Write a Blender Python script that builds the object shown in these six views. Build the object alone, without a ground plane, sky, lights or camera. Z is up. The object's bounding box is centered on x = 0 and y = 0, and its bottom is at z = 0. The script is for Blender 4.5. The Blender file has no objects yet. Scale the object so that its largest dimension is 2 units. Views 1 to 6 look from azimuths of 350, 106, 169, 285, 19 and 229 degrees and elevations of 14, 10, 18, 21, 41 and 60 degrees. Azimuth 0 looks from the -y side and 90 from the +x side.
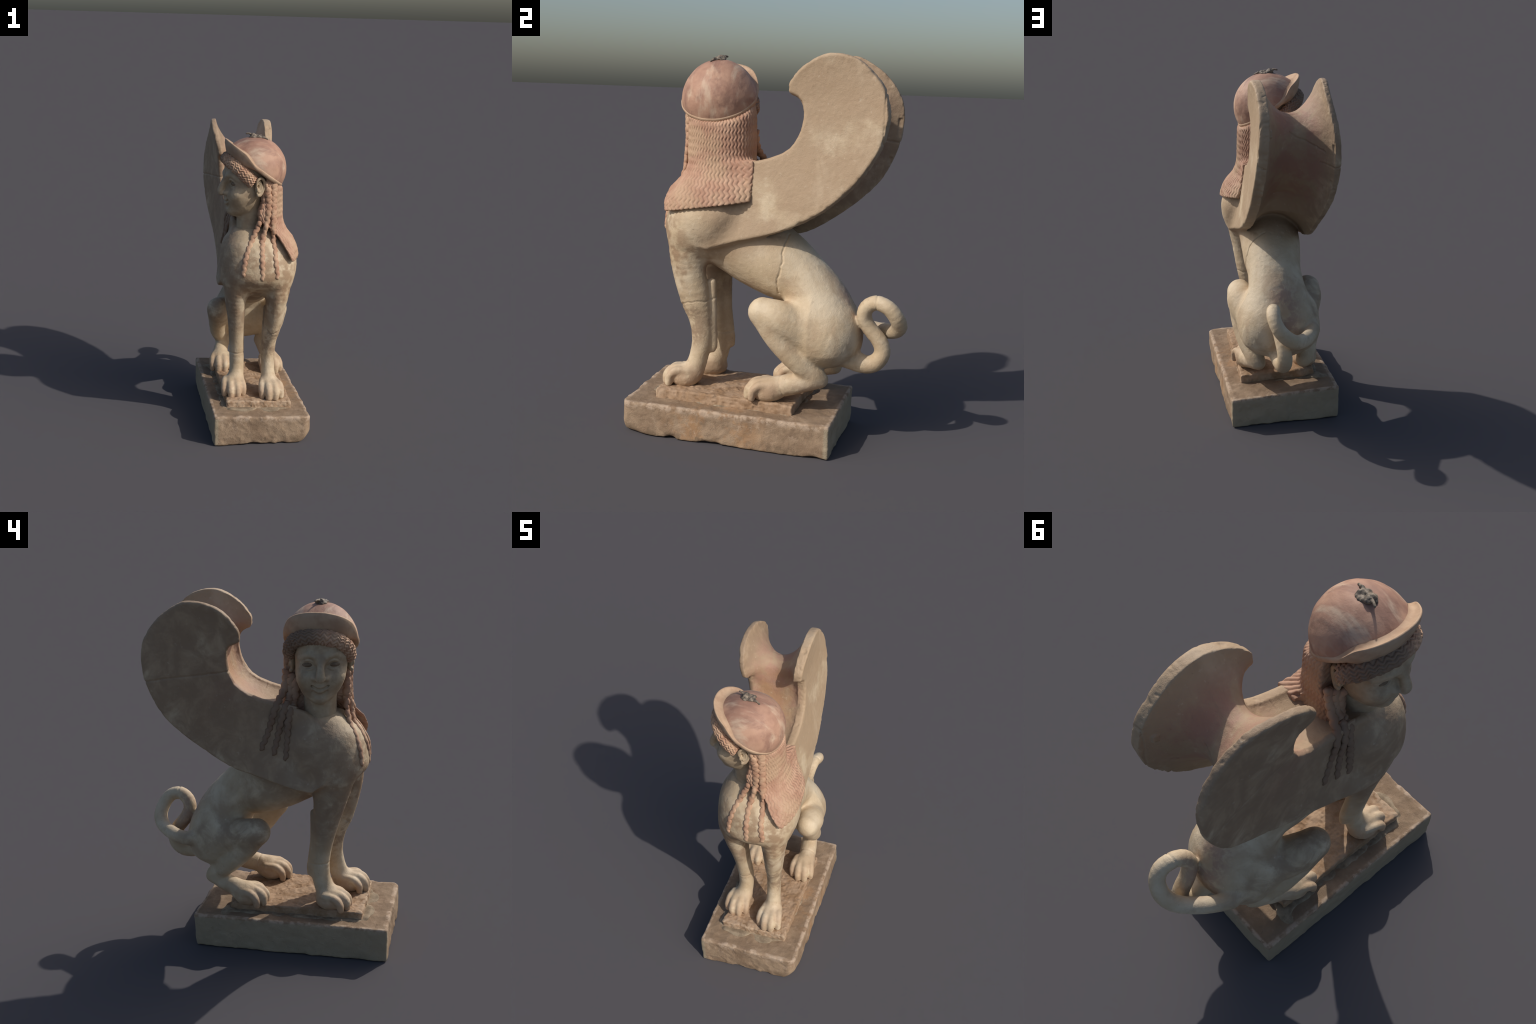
import bpy, math, random
import numpy as np
from mathutils import Vector

random.seed(7)
rng = np.random.default_rng(7)
F32 = np.float32

# =====================================================================
# 1. small implicit-surface toolkit: shapes are described as rounded
#    tubes, stacks of cross-sections and ellipsoids, blended smoothly
# =====================================================================
def smin(a, b, k):
    h = np.maximum(k - np.abs(a - b), 0.0) / k
    return np.minimum(a, b) - h * h * k * 0.25

def smax(a, b, k):
    return -smin(-a, -b, k)

_splines = {}
def spline(pts, n=4):
    """Catmull-Rom through control rows (any number of columns)."""
    key = (n, np.array(pts, dtype=float).tobytes(), len(pts))
    if key not in _splines:
        _splines[key] = catmull(pts, n)
    return _splines[key].copy()

def catmull(pts, n):
    p = np.array(pts, dtype=float)
    q = np.vstack([2 * p[0] - p[1], p, 2 * p[-1] - p[-2]])
    out = []
    for i in range(len(p) - 1):
        a, b, c, d = q[i], q[i + 1], q[i + 2], q[i + 3]
        for t in np.linspace(0, 1, n, endpoint=False):
            out.append(0.5 * ((2 * b) + (c - a) * t + (2 * a - 5 * b + 4 * c - d) * t * t
                              + (3 * b - a - 3 * c + d) * t ** 3))
    out.append(p[-1])
    return np.array(out)

FAR = .17
_last = [None, None]
def bounds(P):
    if _last[0] is not P:
        _last[0] = P
        _last[1] = (np.array([P[:, i].min() for i in range(3)]), np.array([P[:, i].max() for i in range(3)]))
    return _last[1]

def gap(P, lo, hi):
    """distance between the box of the points and a box lo..hi"""
    a, b = bounds(P)
    g = np.maximum(np.maximum(lo - b, a - hi), 0)
    return float(np.sqrt((g * g).sum()))

def ellipsoid(P, c, r, rot_z=0.0, rot_x=0.0):
    m = np.array(r) if not (rot_z or rot_x) else np.full(3, max(r))
    g = gap(P, np.array(c) - m, np.array(c) + m)
    if g > FAR:
        return np.full(len(P), g, F32)
    q = P - np.array(c, F32)
    if rot_z:
        s, k = math.sin(rot_z), math.cos(rot_z)
        q = np.stack([k * q[:, 0] + s * q[:, 1], -s * q[:, 0] + k * q[:, 1], q[:, 2]], 1)
    if rot_x:
        s, k = math.sin(rot_x), math.cos(rot_x)
        q = np.stack([q[:, 0], k * q[:, 1] + s * q[:, 2], -s * q[:, 1] + k * q[:, 2]], 1)
    r = np.array(r, F32)
    k0 = np.sqrt(((q / r) ** 2).sum(1))
    k1 = np.sqrt(((q / (r * r)) ** 2).sum(1)) + 1e-9
    return k0 * (k0 - 1) / k1

def limb(P, pts, n=4):
    """round tube: rows x, y, z, radius"""
    s = spline(pts, n).astype(F32)
    m = s[:, 3].max()
    g = gap(P, s[:, :3].min(0) - m, s[:, :3].max(0) + m)
    if g > FAR:
        return np.full(len(P), g, F32)
    d = np.full(len(P), 9.0, F32)
    for a, b in zip(s[:-1], s[1:]):
        m = max(a[3], b[3])
        g = gap(P, np.minimum(a[:3], b[:3]) - m, np.maximum(a[:3], b[:3]) + m)
        if g > FAR:
            d = np.minimum(d, g)
            continue
        ab = b[:3] - a[:3]
        t = np.clip(((P - a[:3]) @ ab) / (ab @ ab + 1e-12), 0, 1)
        q = P - a[:3] - t[:, None] * ab
        e = np.sqrt((q * q).sum(1)) - (a[3] + t * (b[3] - a[3]))
        d = np.minimum(d, e)
    return d

def trunk(P, pts, n=4):
    """elliptic tube: rows x, y, z, half width along x, half thickness across"""
    s = spline(pts, n).astype(F32)
    m = s[:, 3:].max()
    g = gap(P, s[:, :3].min(0) - m, s[:, :3].max(0) + m)
    if g > FAR:
        return np.full(len(P), g, F32)
    d = np.full(len(P), 9.0, F32)
    for a, b in zip(s[:-1], s[1:]):
        m = max(a[3], b[3], a[4], b[4])
        g = gap(P, np.minimum(a[:3], b[:3]) - m, np.maximum(a[:3], b[:3]) + m)
        if g > FAR:
            d = np.minimum(d, g)
            continue
        ab = b[:3] - a[:3]
        t = np.clip(((P - a[:3]) @ ab) / (ab @ ab + 1e-12), 0, 1)
        q = P - a[:3] - t[:, None] * ab
        w = a[3] + t * (b[3] - a[3])
        h = a[4] + t * (b[4] - a[4])
        x2 = q[:, 0] ** 2
        o2 = q[:, 1] ** 2 + q[:, 2] ** 2
        k0 = np.sqrt(x2 / w ** 2 + o2 / h ** 2)
        k1 = np.sqrt(x2 / w ** 4 + o2 / h ** 4) + 1e-9
        e = k0 * (k0 - 1) / k1
        d = np.minimum(d, e)
    return d

def stack(P, rows, power=2.0, n=5):
    """stack of (super)elliptic sections: rows level, cx, cy, half x, half y"""
    s = spline(rows, n)
    g = gap(P, np.array((min(s[:, 1] - s[:, 3]), min(s[:, 2] - s[:, 4]), s[0, 0])), np.array((max(s[:, 1] + s[:, 3]), max(s[:, 2] + s[:, 4]), s[-1, 0])))
    if g > FAR:
        return np.full(len(P), g, F32)
    z = P[:, 2]
    zc = np.clip(z, s[0, 0], s[-1, 0])
    v = [np.interp(zc, s[:, 0], s[:, i]).astype(F32) for i in range(1, 5)]
    x = np.abs(P[:, 0] - v[0]); y = np.abs(P[:, 1] - v[1])
    k0 = ((x / v[2]) ** power + (y / v[3]) ** power) ** (1 / power) + 1e-9
    r = np.sqrt(x * x + y * y) + 1e-9
    d2 = r - r / k0                      # radial distance
    dz = np.abs(z - zc)
    return np.where(dz > 0, np.sqrt(np.maximum(d2, 0) ** 2 + dz ** 2), d2).astype(F32)

def hash3(i, j, k, seed):
    h = (i * 374761393 + j * 668265263 + k * 1274126177 + seed * 974634777) & 0xFFFFFFFF
    h = ((h ^ (h >> 13)) * 1274126177) & 0xFFFFFFFF
    return ((h ^ (h >> 16)) & 0xFFFF) / 32767.5 - 1.0

def vnoise(P, freq, seed=0):
    q = P.astype(np.float64) * freq
    i = np.floor(q).astype(np.int64)
    f = q - i
    f = f * f * (3 - 2 * f)
    o = 0
    for dx in (0, 1):
        for dy in (0, 1):
            for dz in (0, 1):
                w = (f[:, 0] if dx else 1 - f[:, 0]) * (f[:, 1] if dy else 1 - f[:, 1]) * (f[:, 2] if dz else 1 - f[:, 2])
                o = o + w * hash3(i[:, 0] + dx, i[:, 1] + dy, i[:, 2] + dz, seed)
    return o

def fbm(P, freq, octaves=3, seed=0):
    o, a = 0, 1.0
    for k in range(octaves):
        o = o + a * vnoise(P, freq * 2 ** k, seed + k)
        a *= 0.5
    return o

def polygonise(field, lo, hi, h, block=8, fair=3):
    """sparse evaluation of a field and surface-nets extraction"""
    lo = np.array(lo, float); hi = np.array(hi, float)
    nb = np.ceil((hi - lo) / (h * block)).astype(int)
    n = nb * block
    bs = h * block
    idx = np.stack(np.meshgrid(*[np.arange(m) for m in nb], indexing='ij'), -1).reshape(-1, 3)
    cen = (lo + (idx + 0.5) * bs - 0.5 * h).astype(F32)
    dc = np.zeros(len(cen), F32)
    sup = idx // 6
    key = (sup[:, 0] * 4096 + sup[:, 1]) * 4096 + sup[:, 2]
    order = np.argsort(key, kind='stable')
    cuts = np.concatenate([[0], np.nonzero(np.diff(key[order]))[0] + 1, [len(idx)]])
    for s0, s1 in zip(cuts[:-1], cuts[1:]):
        o = order[s0:s1]
        dc[o] = field(cen[o])
    vol = np.repeat(np.repeat(np.repeat(dc.reshape(nb), block, 0), block, 1), block, 2).astype(F32)
    act = idx[np.abs(dc) < bs * 1.25]
    loc = np.stack(np.meshgrid(*[np.arange(block)] * 3, indexing='ij'), -1).reshape(-1, 3)
    sup = act // 3                                    # neighbouring blocks go together
    key = (sup[:, 0] * 4096 + sup[:, 1]) * 4096 + sup[:, 2]
    order = np.argsort(key, kind='stable')
    act, key = act[order], key[order]
    cuts = np.concatenate([[0], np.nonzero(np.diff(key))[0] + 1, [len(act)]])
    for s0, s1 in zip(cuts[:-1], cuts[1:]):
        a = act[s0:s1]
        ii = (a[:, None, :] * block + loc[None]).reshape(-1, 3)
        vol[ii[:, 0], ii[:, 1], ii[:, 2]] = field((lo + ii * h).astype(F32))
    neg = vol < 0
    c = np.zeros(tuple(n - 1), np.int8)
    for dx in (0, 1):
        for dy in (0, 1):
            for dz in (0, 1):
                c += neg[dx:n[0] - 1 + dx, dy:n[1] - 1 + dy, dz:n[2] - 1 + dz]
    cells = np.argwhere((c > 0) & (c < 8))
    cid = -np.ones(tuple(n - 1), np.int64)
    cid[cells[:, 0], cells[:, 1], cells[:, 2]] = np.arange(len(cells))
    acc = np.zeros((len(cells), 3)); cnt = np.zeros(len(cells))
    corners = [(x, y, z) for x in (0, 1) for y in (0, 1) for z in (0, 1)]
    cv = {k: vol[cells[:, 0] + k[0], cells[:, 1] + k[1], cells[:, 2] + k[2]] for k in corners}
    for k in corners:
        for ax in range(3):
            if k[ax] == 0:
                k2 = list(k); k2[ax] = 1; k2 = tuple(k2)
                a, b = cv[k], cv[k2]
                m = (a < 0) != (b < 0)
                t = np.where(m, a / np.where(m, a - b, 1), 0)
                p = np.tile(np.array(k, float), (len(cells), 1)); p[:, ax] = t
                acc += np.where(m[:, None], p, 0); cnt += m
    verts = lo + (cells + acc / cnt[:, None]) * h
    quads = []
    for ax in range(3):
        sl0 = [slice(0, -1)] * 3; sl1 = [slice(0, -1)] * 3
        sl1[ax] = slice(1, None)
        o = [i for i in range(3) if i != ax]
        a = neg[tuple(slice(0, m) if i == ax else slice(1, m) for i, m in enumerate(n - 1))]
        b = neg[tuple(slice(1, m + 1) if i == ax else slice(1, m) for i, m in enumerate(n - 1))]
        e = np.argwhere(a != b)
        if not len(e):
            continue
        for i in o:
            e[:, i] += 1
        flip = neg[e[:, 0], e[:, 1], e[:, 2]]
        def at(d0, d1):
            q = e.copy(); q[:, o[0]] -= d0; q[:, o[1]] -= d1
            return cid[q[:, 0], q[:, 1], q[:, 2]]
        q = np.stack([at(0, 0), at(1, 0), at(1, 1), at(0, 1)], 1)
        if ax == 1:
            flip = ~flip
        q[~flip] = q[~flip][:, ::-1]
        quads.append(q)
    quads = np.vstack(quads)
    quads = quads[(quads >= 0).all(1)]
    # light fairing of the lattice steps
    for lam in (.5, -.52) * fair:
        acc = np.zeros_like(verts); cnt = np.zeros(len(verts))
        for i in range(4):
            a, b = quads[:, i], quads[:, (i + 1) % 4]
            for k in range(3):
                acc[:, k] += np.bincount(a, verts[b, k], len(verts)) + np.bincount(b, verts[a, k], len(verts))
            cnt += np.bincount(a, minlength=len(verts)) + np.bincount(b, minlength=len(verts))
        verts = verts + lam * (acc / np.maximum(cnt, 1)[:, None] - verts)
    return verts, quads

def grad(field, V, e):
    V = V.astype(F32)
    d = field(V)
    g = np.stack([field(V + np.eye(3, dtype=F32)[i] * e) - field(V - np.eye(3, dtype=F32)[i] * e) for i in range(3)], 1) / (2 * e)
    l = np.sqrt((g * g).sum(1)) + 1e-9
    return d / np.maximum(l, .3), g / l[:, None]

def vertex_normals(V, Q):
    n = np.zeros_like(V)
    fn = np.cross(V[Q[:, 2]] - V[Q[:, 0]], V[Q[:, 3]] - V[Q[:, 1]])
    for i in range(4):
        for k in range(3):
            n[:, k] += np.bincount(Q[:, i], fn[:, k], len(V))
    return n / (np.linalg.norm(n, axis=1)[:, None] + 1e-12)

def march(field, origin, direction, dist=1.5):
    """walk a ray to the surface"""
    t = np.linspace(0, dist, 400)
    P = (np.array(origin)[None] + t[:, None] * np.array(direction)[None]).astype(F32)
    d = field(P)
    if not (d < 0).any():
        return None
    return P[np.argmax(d < 0)]

# =====================================================================
# 2. scene helpers
# =====================================================================
root = bpy.data.objects.new("sphinx_statue", None)
bpy.context.collection.objects.link(root)
root["label"] = "weathered marble seated winged sphinx with woman's head on plinth"
root["category"] = "statue"

def add_mesh(name, verts, faces, mat, parent=root, normals=None, smooth=True):
    me = bpy.data.meshes.new(name)
    verts = np.asarray(verts, float); faces = np.asarray(faces)
    me.vertices.add(len(verts)); me.vertices.foreach_set("co", verts.ravel())
    k = faces.shape[1]
    me.loops.add(faces.size); me.loops.foreach_set("vertex_index", faces.ravel().astype(np.int32))
    me.polygons.add(len(faces))
    me.polygons.foreach_set("loop_start", np.arange(0, faces.size, k, dtype=np.int32))
    me.polygons.foreach_set("use_smooth", np.full(len(faces), smooth))
    me.update(calc_edges=True); me.validate()
    me.materials.append(mat)
    if normals is not None:
        me.normals_split_custom_set_from_vertices(normals.tolist())
    ob = bpy.data.objects.new(name, me)
    bpy.context.collection.objects.link(ob)
    ob.parent = parent
    return ob

def sub_mesh(V, Q, N, mask):
    q = Q[mask]
    used = np.unique(q)
    m = -np.ones(len(V), np.int64); m[used] = np.arange(len(used))
    return V[used], m[q], N[used]

def tube_mesh(path, radii, sides=12):
    """closed tube along a polyline with round ends"""
    path = np.array(path, float); n = len(path)
    tan = np.gradient(path, axis=0); tan /= np.linalg.norm(tan, axis=1)[:, None] + 1e-12
    ref = np.array([0.3, 0.2, 0.93]); V = []
    u = np.cross(tan[0], ref); u /= np.linalg.norm(u)
    for i in range(n):
        u = u - tan[i] * (u @ tan[i]); u /= np.linalg.norm(u)
        w = np.cross(tan[i], u)
        for k in range(sides):
            a = 2 * math.pi * k / sides
            V.append(path[i] + radii[i] * (math.cos(a) * u + math.sin(a) * w))
    F = [(i * sides + k, i * sides + (k + 1) % sides, (i + 1) * sides + (k + 1) % sides, (i + 1) * sides + k)
         for i in range(n - 1) for k in range(sides)]
    return np.array(V), np.array(F)

# =====================================================================
# 3. materials
# =====================================================================
class Nodes:
    def __init__(self, name):
        self.mat = bpy.data.materials.new(name); self.mat.use_nodes = True
        self.t = self.mat.node_tree
        self.t.nodes.clear()
        self.out = self.t.nodes.new("ShaderNodeOutputMaterial")
        self.bsdf = self.t.nodes.new("ShaderNodeBsdfPrincipled")
        self.t.links.new(self.bsdf.outputs[0], self.out.inputs[0])
        tc = self.t.nodes.new("ShaderNodeTexCoord")
        self.co = tc.outputs["Object"]
        sep = self.t.nodes.new("ShaderNodeSeparateXYZ"); self.t.links.new(self.co, sep.inputs[0])
        self.x, self.y, self.z = sep.outputs
    def _in(self, sock, v):
        if hasattr(v, "is_linked") or isinstance(v, bpy.types.NodeSocket):
            self.t.links.new(v, sock)
        else:
            sock.default_value = v
    def noise(self, scale, detail=5, rough=0.6, dist=0.0, stretch=None, shift=0.0):
        n = self.t.nodes.new("ShaderNodeTexNoise")
        m = self.t.nodes.new("ShaderNodeMapping")
        m.inputs["Location"].default_value = (shift, shift * 1.7, -shift)
        if stretch: m.inputs["Scale"].default_value = stretch
        self.t.links.new(self.co, m.inputs[0]); self.t.links.new(m.outputs[0], n.inputs["Vector"])
        n.inputs["Scale"].default_value = scale; n.inputs["Detail"].default_value = detail
        n.inputs["Roughness"].default_value = rough; n.inputs["Distortion"].default_value = dist
        return n.outputs["Fac"]
    def math(self, op, a, b=0.0, c=None, clamp=False):
        n = self.t.nodes.new("ShaderNodeMath"); n.operation = op; n.use_clamp = clamp
        self._in(n.inputs[0], a); self._in(n.inputs[1], b)
        if c is not None: self._in(n.inputs[2], c)
        return n.outputs[0]
    def step(self, v, lo, hi):
        n = self.t.nodes.new("ShaderNodeMapRange"); n.interpolation_type = 'SMOOTHSTEP'
        self._in(n.inputs[0], v); n.inputs[1].default_value = lo; n.inputs[2].default_value = hi
        return n.outputs[0]
    def near(self, c, r0, r1):
        """1 inside r0 of a place, 0 beyond r1"""
        n = self.t.nodes.new("ShaderNodeVectorMath"); n.operation = 'DISTANCE'
        self.t.links.new(self.co, n.inputs[0]); n.inputs[1].default_value = c
        return self.math('SUBTRACT', 1.0, self.step(n.outputs["Value"], r0, r1))
    def mul(self, *a):
        o = a[0]
        for b in a[1:]: o = self.math('MULTIPLY', o, b)
        return o
    def mix(self, a, b, f):
        n = self.t.nodes.new("ShaderNodeMix"); n.data_type = 'RGBA'
        self._in(n.inputs[0], f)
        for s, v in ((6, a), (7, b)):
            self._in(n.inputs[s], (*v, 1) if isinstance(v, tuple) else v)
        return n.outputs[2]
    def finish(self, col, rough=0.7, bump=None, spec=0.3):
        self.t.links.new(col, self.bsdf.inputs["Base Color"])
        self._in(self.bsdf.inputs["Roughness"], rough)
        self.bsdf.inputs["Specular IOR Level"].default_value = spec
        if bump:
            prev = None
            for h, dist, st in bump:
                b = self.t.nodes.new("ShaderNodeBump")
                self.t.links.new(h, b.inputs["Height"])
                b.inputs["Distance"].default_value = dist; b.inputs["Strength"].default_value = st
                if prev is not None: self.t.links.new(prev, b.inputs["Normal"])
                prev = b.outputs[0]
            self.t.links.new(prev, self.bsdf.inputs["Normal"])
        return self.mat

def marble_material():
    m = Nodes("weathered_marble")
    c = m.mix((0.52, 0.40, 0.26), (0.64, 0.53, 0.38), m.step(m.noise(5, 6, .6), .35, .68))
    c = m.mix(c, (0.40, 0.28, 0.175), m.mul(m.step(m.noise(7, 5, .62, .4, None, 21), .46, .66), .55))
    # warm tan patina of wings, chest
    tan_zone = m.math('MAXIMUM', m.step(m.math('ADD', m.z, m.math('MULTIPLY', m.y, -0.55)), 0.92, 1.12), 0.0)
    tan_zone = m.mul(tan_zone, m.step(m.math('ADD', m.y, m.math('MULTIPLY', m.noise(6, 3, .5, shift=14), .2)), -.38, -.12))
    c = m.mix(c, (0.39, 0.275, 0.175), m.mul(tan_zone, m.step(m.noise(4, 5, .6, shift=3), .25, .5), .9))
    # streaks on the wing
    c = m.mix(c, (0.50, 0.38, 0.26), m.mul(tan_zone, m.step(m.noise(6, 4, .6, .6, (1, 1, .35), 5), .52, .72), .6))
    # brown mottling on the chest
    c = m.mix(c, (0.31, 0.20, 0.12), m.mul(m.near((0, -.5, 1.0), .18, .36), m.step(m.noise(15, 3, .5, shift=9), .40, .60), .85))
    # mottled dark brown over the left side
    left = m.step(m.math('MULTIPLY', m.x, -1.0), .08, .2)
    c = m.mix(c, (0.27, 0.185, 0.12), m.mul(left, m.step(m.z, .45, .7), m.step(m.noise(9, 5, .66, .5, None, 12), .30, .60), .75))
    # dark stain along the back and rump ridge
    ridge = m.near((0.03, .43, .72), .08, .26)
    c = m.mix(c, (0.33, 0.21, 0.16), m.mul(ridge, m.step(m.math('ABSOLUTE', m.math('SUBTRACT', m.x, .0)), .13, .02), m.step(m.noise(14, 5, .65, .5, None, 2), .4, .6), .75))
    # pink stain in the trough between the wings
    tr = m.mul(m.near((-.04, .3, 1.6), .2, .42), m.step(m.math('ABSOLUTE', m.math('ADD', m.x, .04)), .19, .1))
    c = m.mix(c, (0.37, 0.20, 0.15), m.mul(tr, m.step(m.noise(8, 5, .6, .4, None, 7), .34, .60), .8))
    # tan paws and lower legs
    c = m.mix(c, (0.42, 0.28, 0.18), m.mul(m.step(m.z, .40, .28), m.step(m.noise(10, 5, .6, shift=4), .32, .58), .8))
    # brown crust on the forelegs
    c = m.mix(c, (0.27, 0.185, 0.12), m.mul(m.near((.09, -.46, .58), .10, .20), m.step(m.noise(11, 5, .65, .4, None, 17), .44, .58), .75))
    upper = m.mul(m.step(m.z, .66, .70), m.step(m.z, 1.0, .85), m.step(m.y, -.18, -.24), m.step(m.x, .10, .04))
    c = m.mix(c, (0.28, 0.195, 0.13), m.mul(upper, m.step(m.noise(8, 5, .6, .3, None, 19), .36, .56), .65))
    # orange-brown wash at the front of the trough
    c = m.mix(c, (0.40, 0.23, 0.12), m.mul(m.near((-.03, .13, 1.62), .10, .26), m.step(m.math('ABSOLUTE', m.math('ADD', m.x, .03)), .15, .08), m.step(m.noise(7, 5, .6, .3, None, 23), .35, .6), .7))
    # fine dirt specks and grain
    c = m.mix(c, (0.25, 0.17, 0.11), m.mul(m.step(m.noise(45, 4, .7, shift=1), .62, .76), .45))
    c = m.mix(c, (0.72, 0.63, 0.50), m.mul(m.step(m.noise(28, 4, .7, shift=8), .62, .75), .3))
    return m.finish(c, .62, [(m.noise(55, 6, .65), .004, .5), (m.noise(220, 3, .6), .0012, .5)], .35)

def hair_material():
    m = Nodes("pink_stained_hair_stone")
    c = m.mix((0.38, 0.215, 0.145), (0.50, 0.32, 0.22), m.step(m.noise(9, 5, .6), .35, .65))
    c = m.mix(c, (0.45, 0.31, 0.20), m.mul(m.step(m.noise(6, 4, .6, shift=3), .42, .62), .7))
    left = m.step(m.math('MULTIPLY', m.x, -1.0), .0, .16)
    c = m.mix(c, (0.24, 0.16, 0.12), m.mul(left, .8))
    return m.finish(c, .7, [(m.noise(90, 5, .65), .002, .5)], .25)

def lock_material():
    m = Nodes("stained_lock_stone")
    c = m.mix((0.40, 0.225, 0.145), (0.51, 0.335, 0.22), m.step(m.noise(14, 5, .6), .35, .65))
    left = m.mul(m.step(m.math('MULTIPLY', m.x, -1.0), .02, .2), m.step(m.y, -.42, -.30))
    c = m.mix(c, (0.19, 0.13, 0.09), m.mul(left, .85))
    return m.finish(c, .7, [(m.noise(90, 5, .65), .002, .5)], .25)

def cap_material():
    m = Nodes("pink_stained_cap_stone")
    c = m.mix((0.36, 0.20, 0.14), (0.48, 0.29, 0.20), m.step(m.noise(7, 5, .6, .5), .35, .65))
    c = m.mix(c, (0.27, 0.15, 0.11), m.mul(m.step(m.noise(9, 5, .65, .5, (.5, 1.3, .8), 5), .46, .64), .75))
    c = m.mix(c, (0.55, 0.41, 0.30), m.mul(m.step(m.noise(13, 4, .6, .3, (.3, 1.5, .6), 9), .50, .70), .75))
    return m.finish(c, .62, [(m.noise(60, 5, .65), .003, .5)], .35)

def band_material():
    m = Nodes("ochre_brim_stone")
    c = m.mix((0.40, 0.26, 0.17), (0.50, 0.35, 0.235), m.step(m.noise(12, 5, .6), .35, .65))
    return m.finish(c, .7, [(m.noise(80, 5, .65), .002, .5)], .25)

def face_material():
    m = Nodes("brown_face_marble")
    c = m.mix((0.37, 0.275, 0.175), (0.48, 0.38, 0.26), m.step(m.noise(9, 5, .6), .35, .65))
    c = m.mix(c, (0.28, 0.20, 0.13), m.mul(m.step(m.noise(13, 5, .65, shift=3), .45, .66), .6))
    return m.finish(c, .62, [(m.noise(80, 5, .65), .002, .4)], .35)

def eye_material():
    m = Nodes("dark_eye_stone")
    c = m.mix((0.18, 0.125, 0.08), (0.28, 0.205, 0.14), m.step(m.noise(40, 4, .6), .4, .65))
    return m.finish(c, .65, None, .3)

def base_material():
    m = Nodes("rough_base_stone")
    c = m.mix((0.25, 0.17, 0.11), (0.37, 0.265, 0.175), m.step(m.noise(8, 6, .65), .36, .64))
    c = m.mix(c, (0.38, 0.21, 0.10), m.mul(m.near((.3, -.2, .08), .1, .35), m.step(m.noise(11, 5, .65, shift=6), .42, .62), .7))
    c = m.mix(c, (0.46, 0.34, 0.24), m.mul(m.step(m.noise(20, 5, .7, shift=2), .55, .7), .6))
    c = m.mix(c, (0.20, 0.14, 0.09), m.mul(m.step(m.z, .07, .01), m.step(m.noise(9, 3, .6, shift=11), .52, .58), .85))
    outer = m.math('MAXIMUM', m.math('MAXIMUM', m.step(m.math('ABSOLUTE', m.x), .292, .305), m.step(m.y, -.690, -.705)), m.step(m.y, .370, .382))
    top = m.step(m.math('ADD', m.z, m.math('MULTIPLY', m.x, .045)), .168, .180)
    c = m.mix(c, (0.22, 0.15, 0.095), m.mul(top, m.math('SUBTRACT', 1.0, outer), m.step(m.noise(6, 5, .6, shift=15), .3, .6), .7))
    c = m.mix(c, (0.50, 0.38, 0.28), m.mul(m.step(m.math('ADD', m.z, m.math('MULTIPLY', m.x, .045)), .150, .172), outer, m.step(m.noise(24, 4, .6, shift=16), .42, .58), .75))
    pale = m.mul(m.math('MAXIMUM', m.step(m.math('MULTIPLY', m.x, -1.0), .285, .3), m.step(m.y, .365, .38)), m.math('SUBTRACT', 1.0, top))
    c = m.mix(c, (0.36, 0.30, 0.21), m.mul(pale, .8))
    return m.finish(c, .8, [(m.noise(40, 6, .7), .006, .6), (m.noise(160, 4, .7), .002, .6)], .2)

def slab_material():
    m = Nodes("picked_slab_stone")
    c = m.mix((0.28, 0.175, 0.10), (0.40, 0.275, 0.18), m.step(m.noise(14, 6, .65), .36, .64))
    c = m.mix(c, (0.50, 0.38, 0.27), m.mul(m.step(m.y, -.5, -.57), m.step(m.noise(30, 5, .7, shift=2), .4, .6), .7))
    return m.finish(c, .8, [(m.noise(60, 6, .7), .006, .6)], .2)

def mortar_material():
    m = Nodes("grey_mortar")
    c = m.mix((0.20, 0.15, 0.10), (0.32, 0.25, 0.17), m.step(m.noise(20, 5, .65), .36, .64))
    return m.finish(c, .85, [(m.noise(80, 5, .7), .003, .6)], .2)

def metal_material():
    m = Nodes("corroded_lead")
    c = m.mix((0.09, 0.075, 0.06), (0.28, 0.22, 0.16), m.step(m.noise(60, 5, .65), .4, .65))
    return m.finish(c, .6, [(m.noise(120, 4, .7), .003, .6)], .4)

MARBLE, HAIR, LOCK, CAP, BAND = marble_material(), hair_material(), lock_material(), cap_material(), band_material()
FACE, EYE, BASE, SLAB, MORTAR, METAL = face_material(), eye_material(), base_material(), slab_material(), mortar_material(), metal_material()

# =====================================================================
# 4. body: torso, wings, legs, paws, tail
# =====================================================================
# ---- wing outline in the y-z plane (leading edge, tip, back, underside)
WING_R = [(-.30, 1.00), (-.13, 1.048), (.06, 1.102), (.195, 1.165), (.325, 1.25), (.458, 1.382),
          (.558, 1.543), (.588, 1.663), (.588, 1.728), (.560, 1.836), (.490, 1.922), (.415, 1.977), (.315, 1.998),
          (.242, 1.986), (.156, 1.935), (.092, 1.868), (.064, 1.808), (.080, 1.793), (.120, 1.785), (.150, 1.75),
          (.160, 1.68), (.138, 1.59), (.08, 1.517), (-.02, 1.472), (-.12, 1.448), (-.25, 1.40), (-.38, 1.25), (-.38, 1.05)]
WING_L = [(-.30, .96), (-.13, .995), (.04, 1.042), (.162, 1.083), (.366, 1.224), (.513, 1.377),
          (.59, 1.559), (.605, 1.65), (.605, 1.725), (.581, 1.815), (.497, 1.915), (.388, 1.985), (.31, 1.999),
          (.224, 1.988), (.138, 1.946), (.075, 1.868), (.045, 1.800), (.062, 1.772), (.118, 1.752), (.136, 1.72),
          (.140, 1.67), (.128, 1.595), (.073, 1.517), (-.028, 1.465), (-.12, 1.44), (-.25, 1.40), (-.38, 1.25), (-.38, 1.05)]

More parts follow.
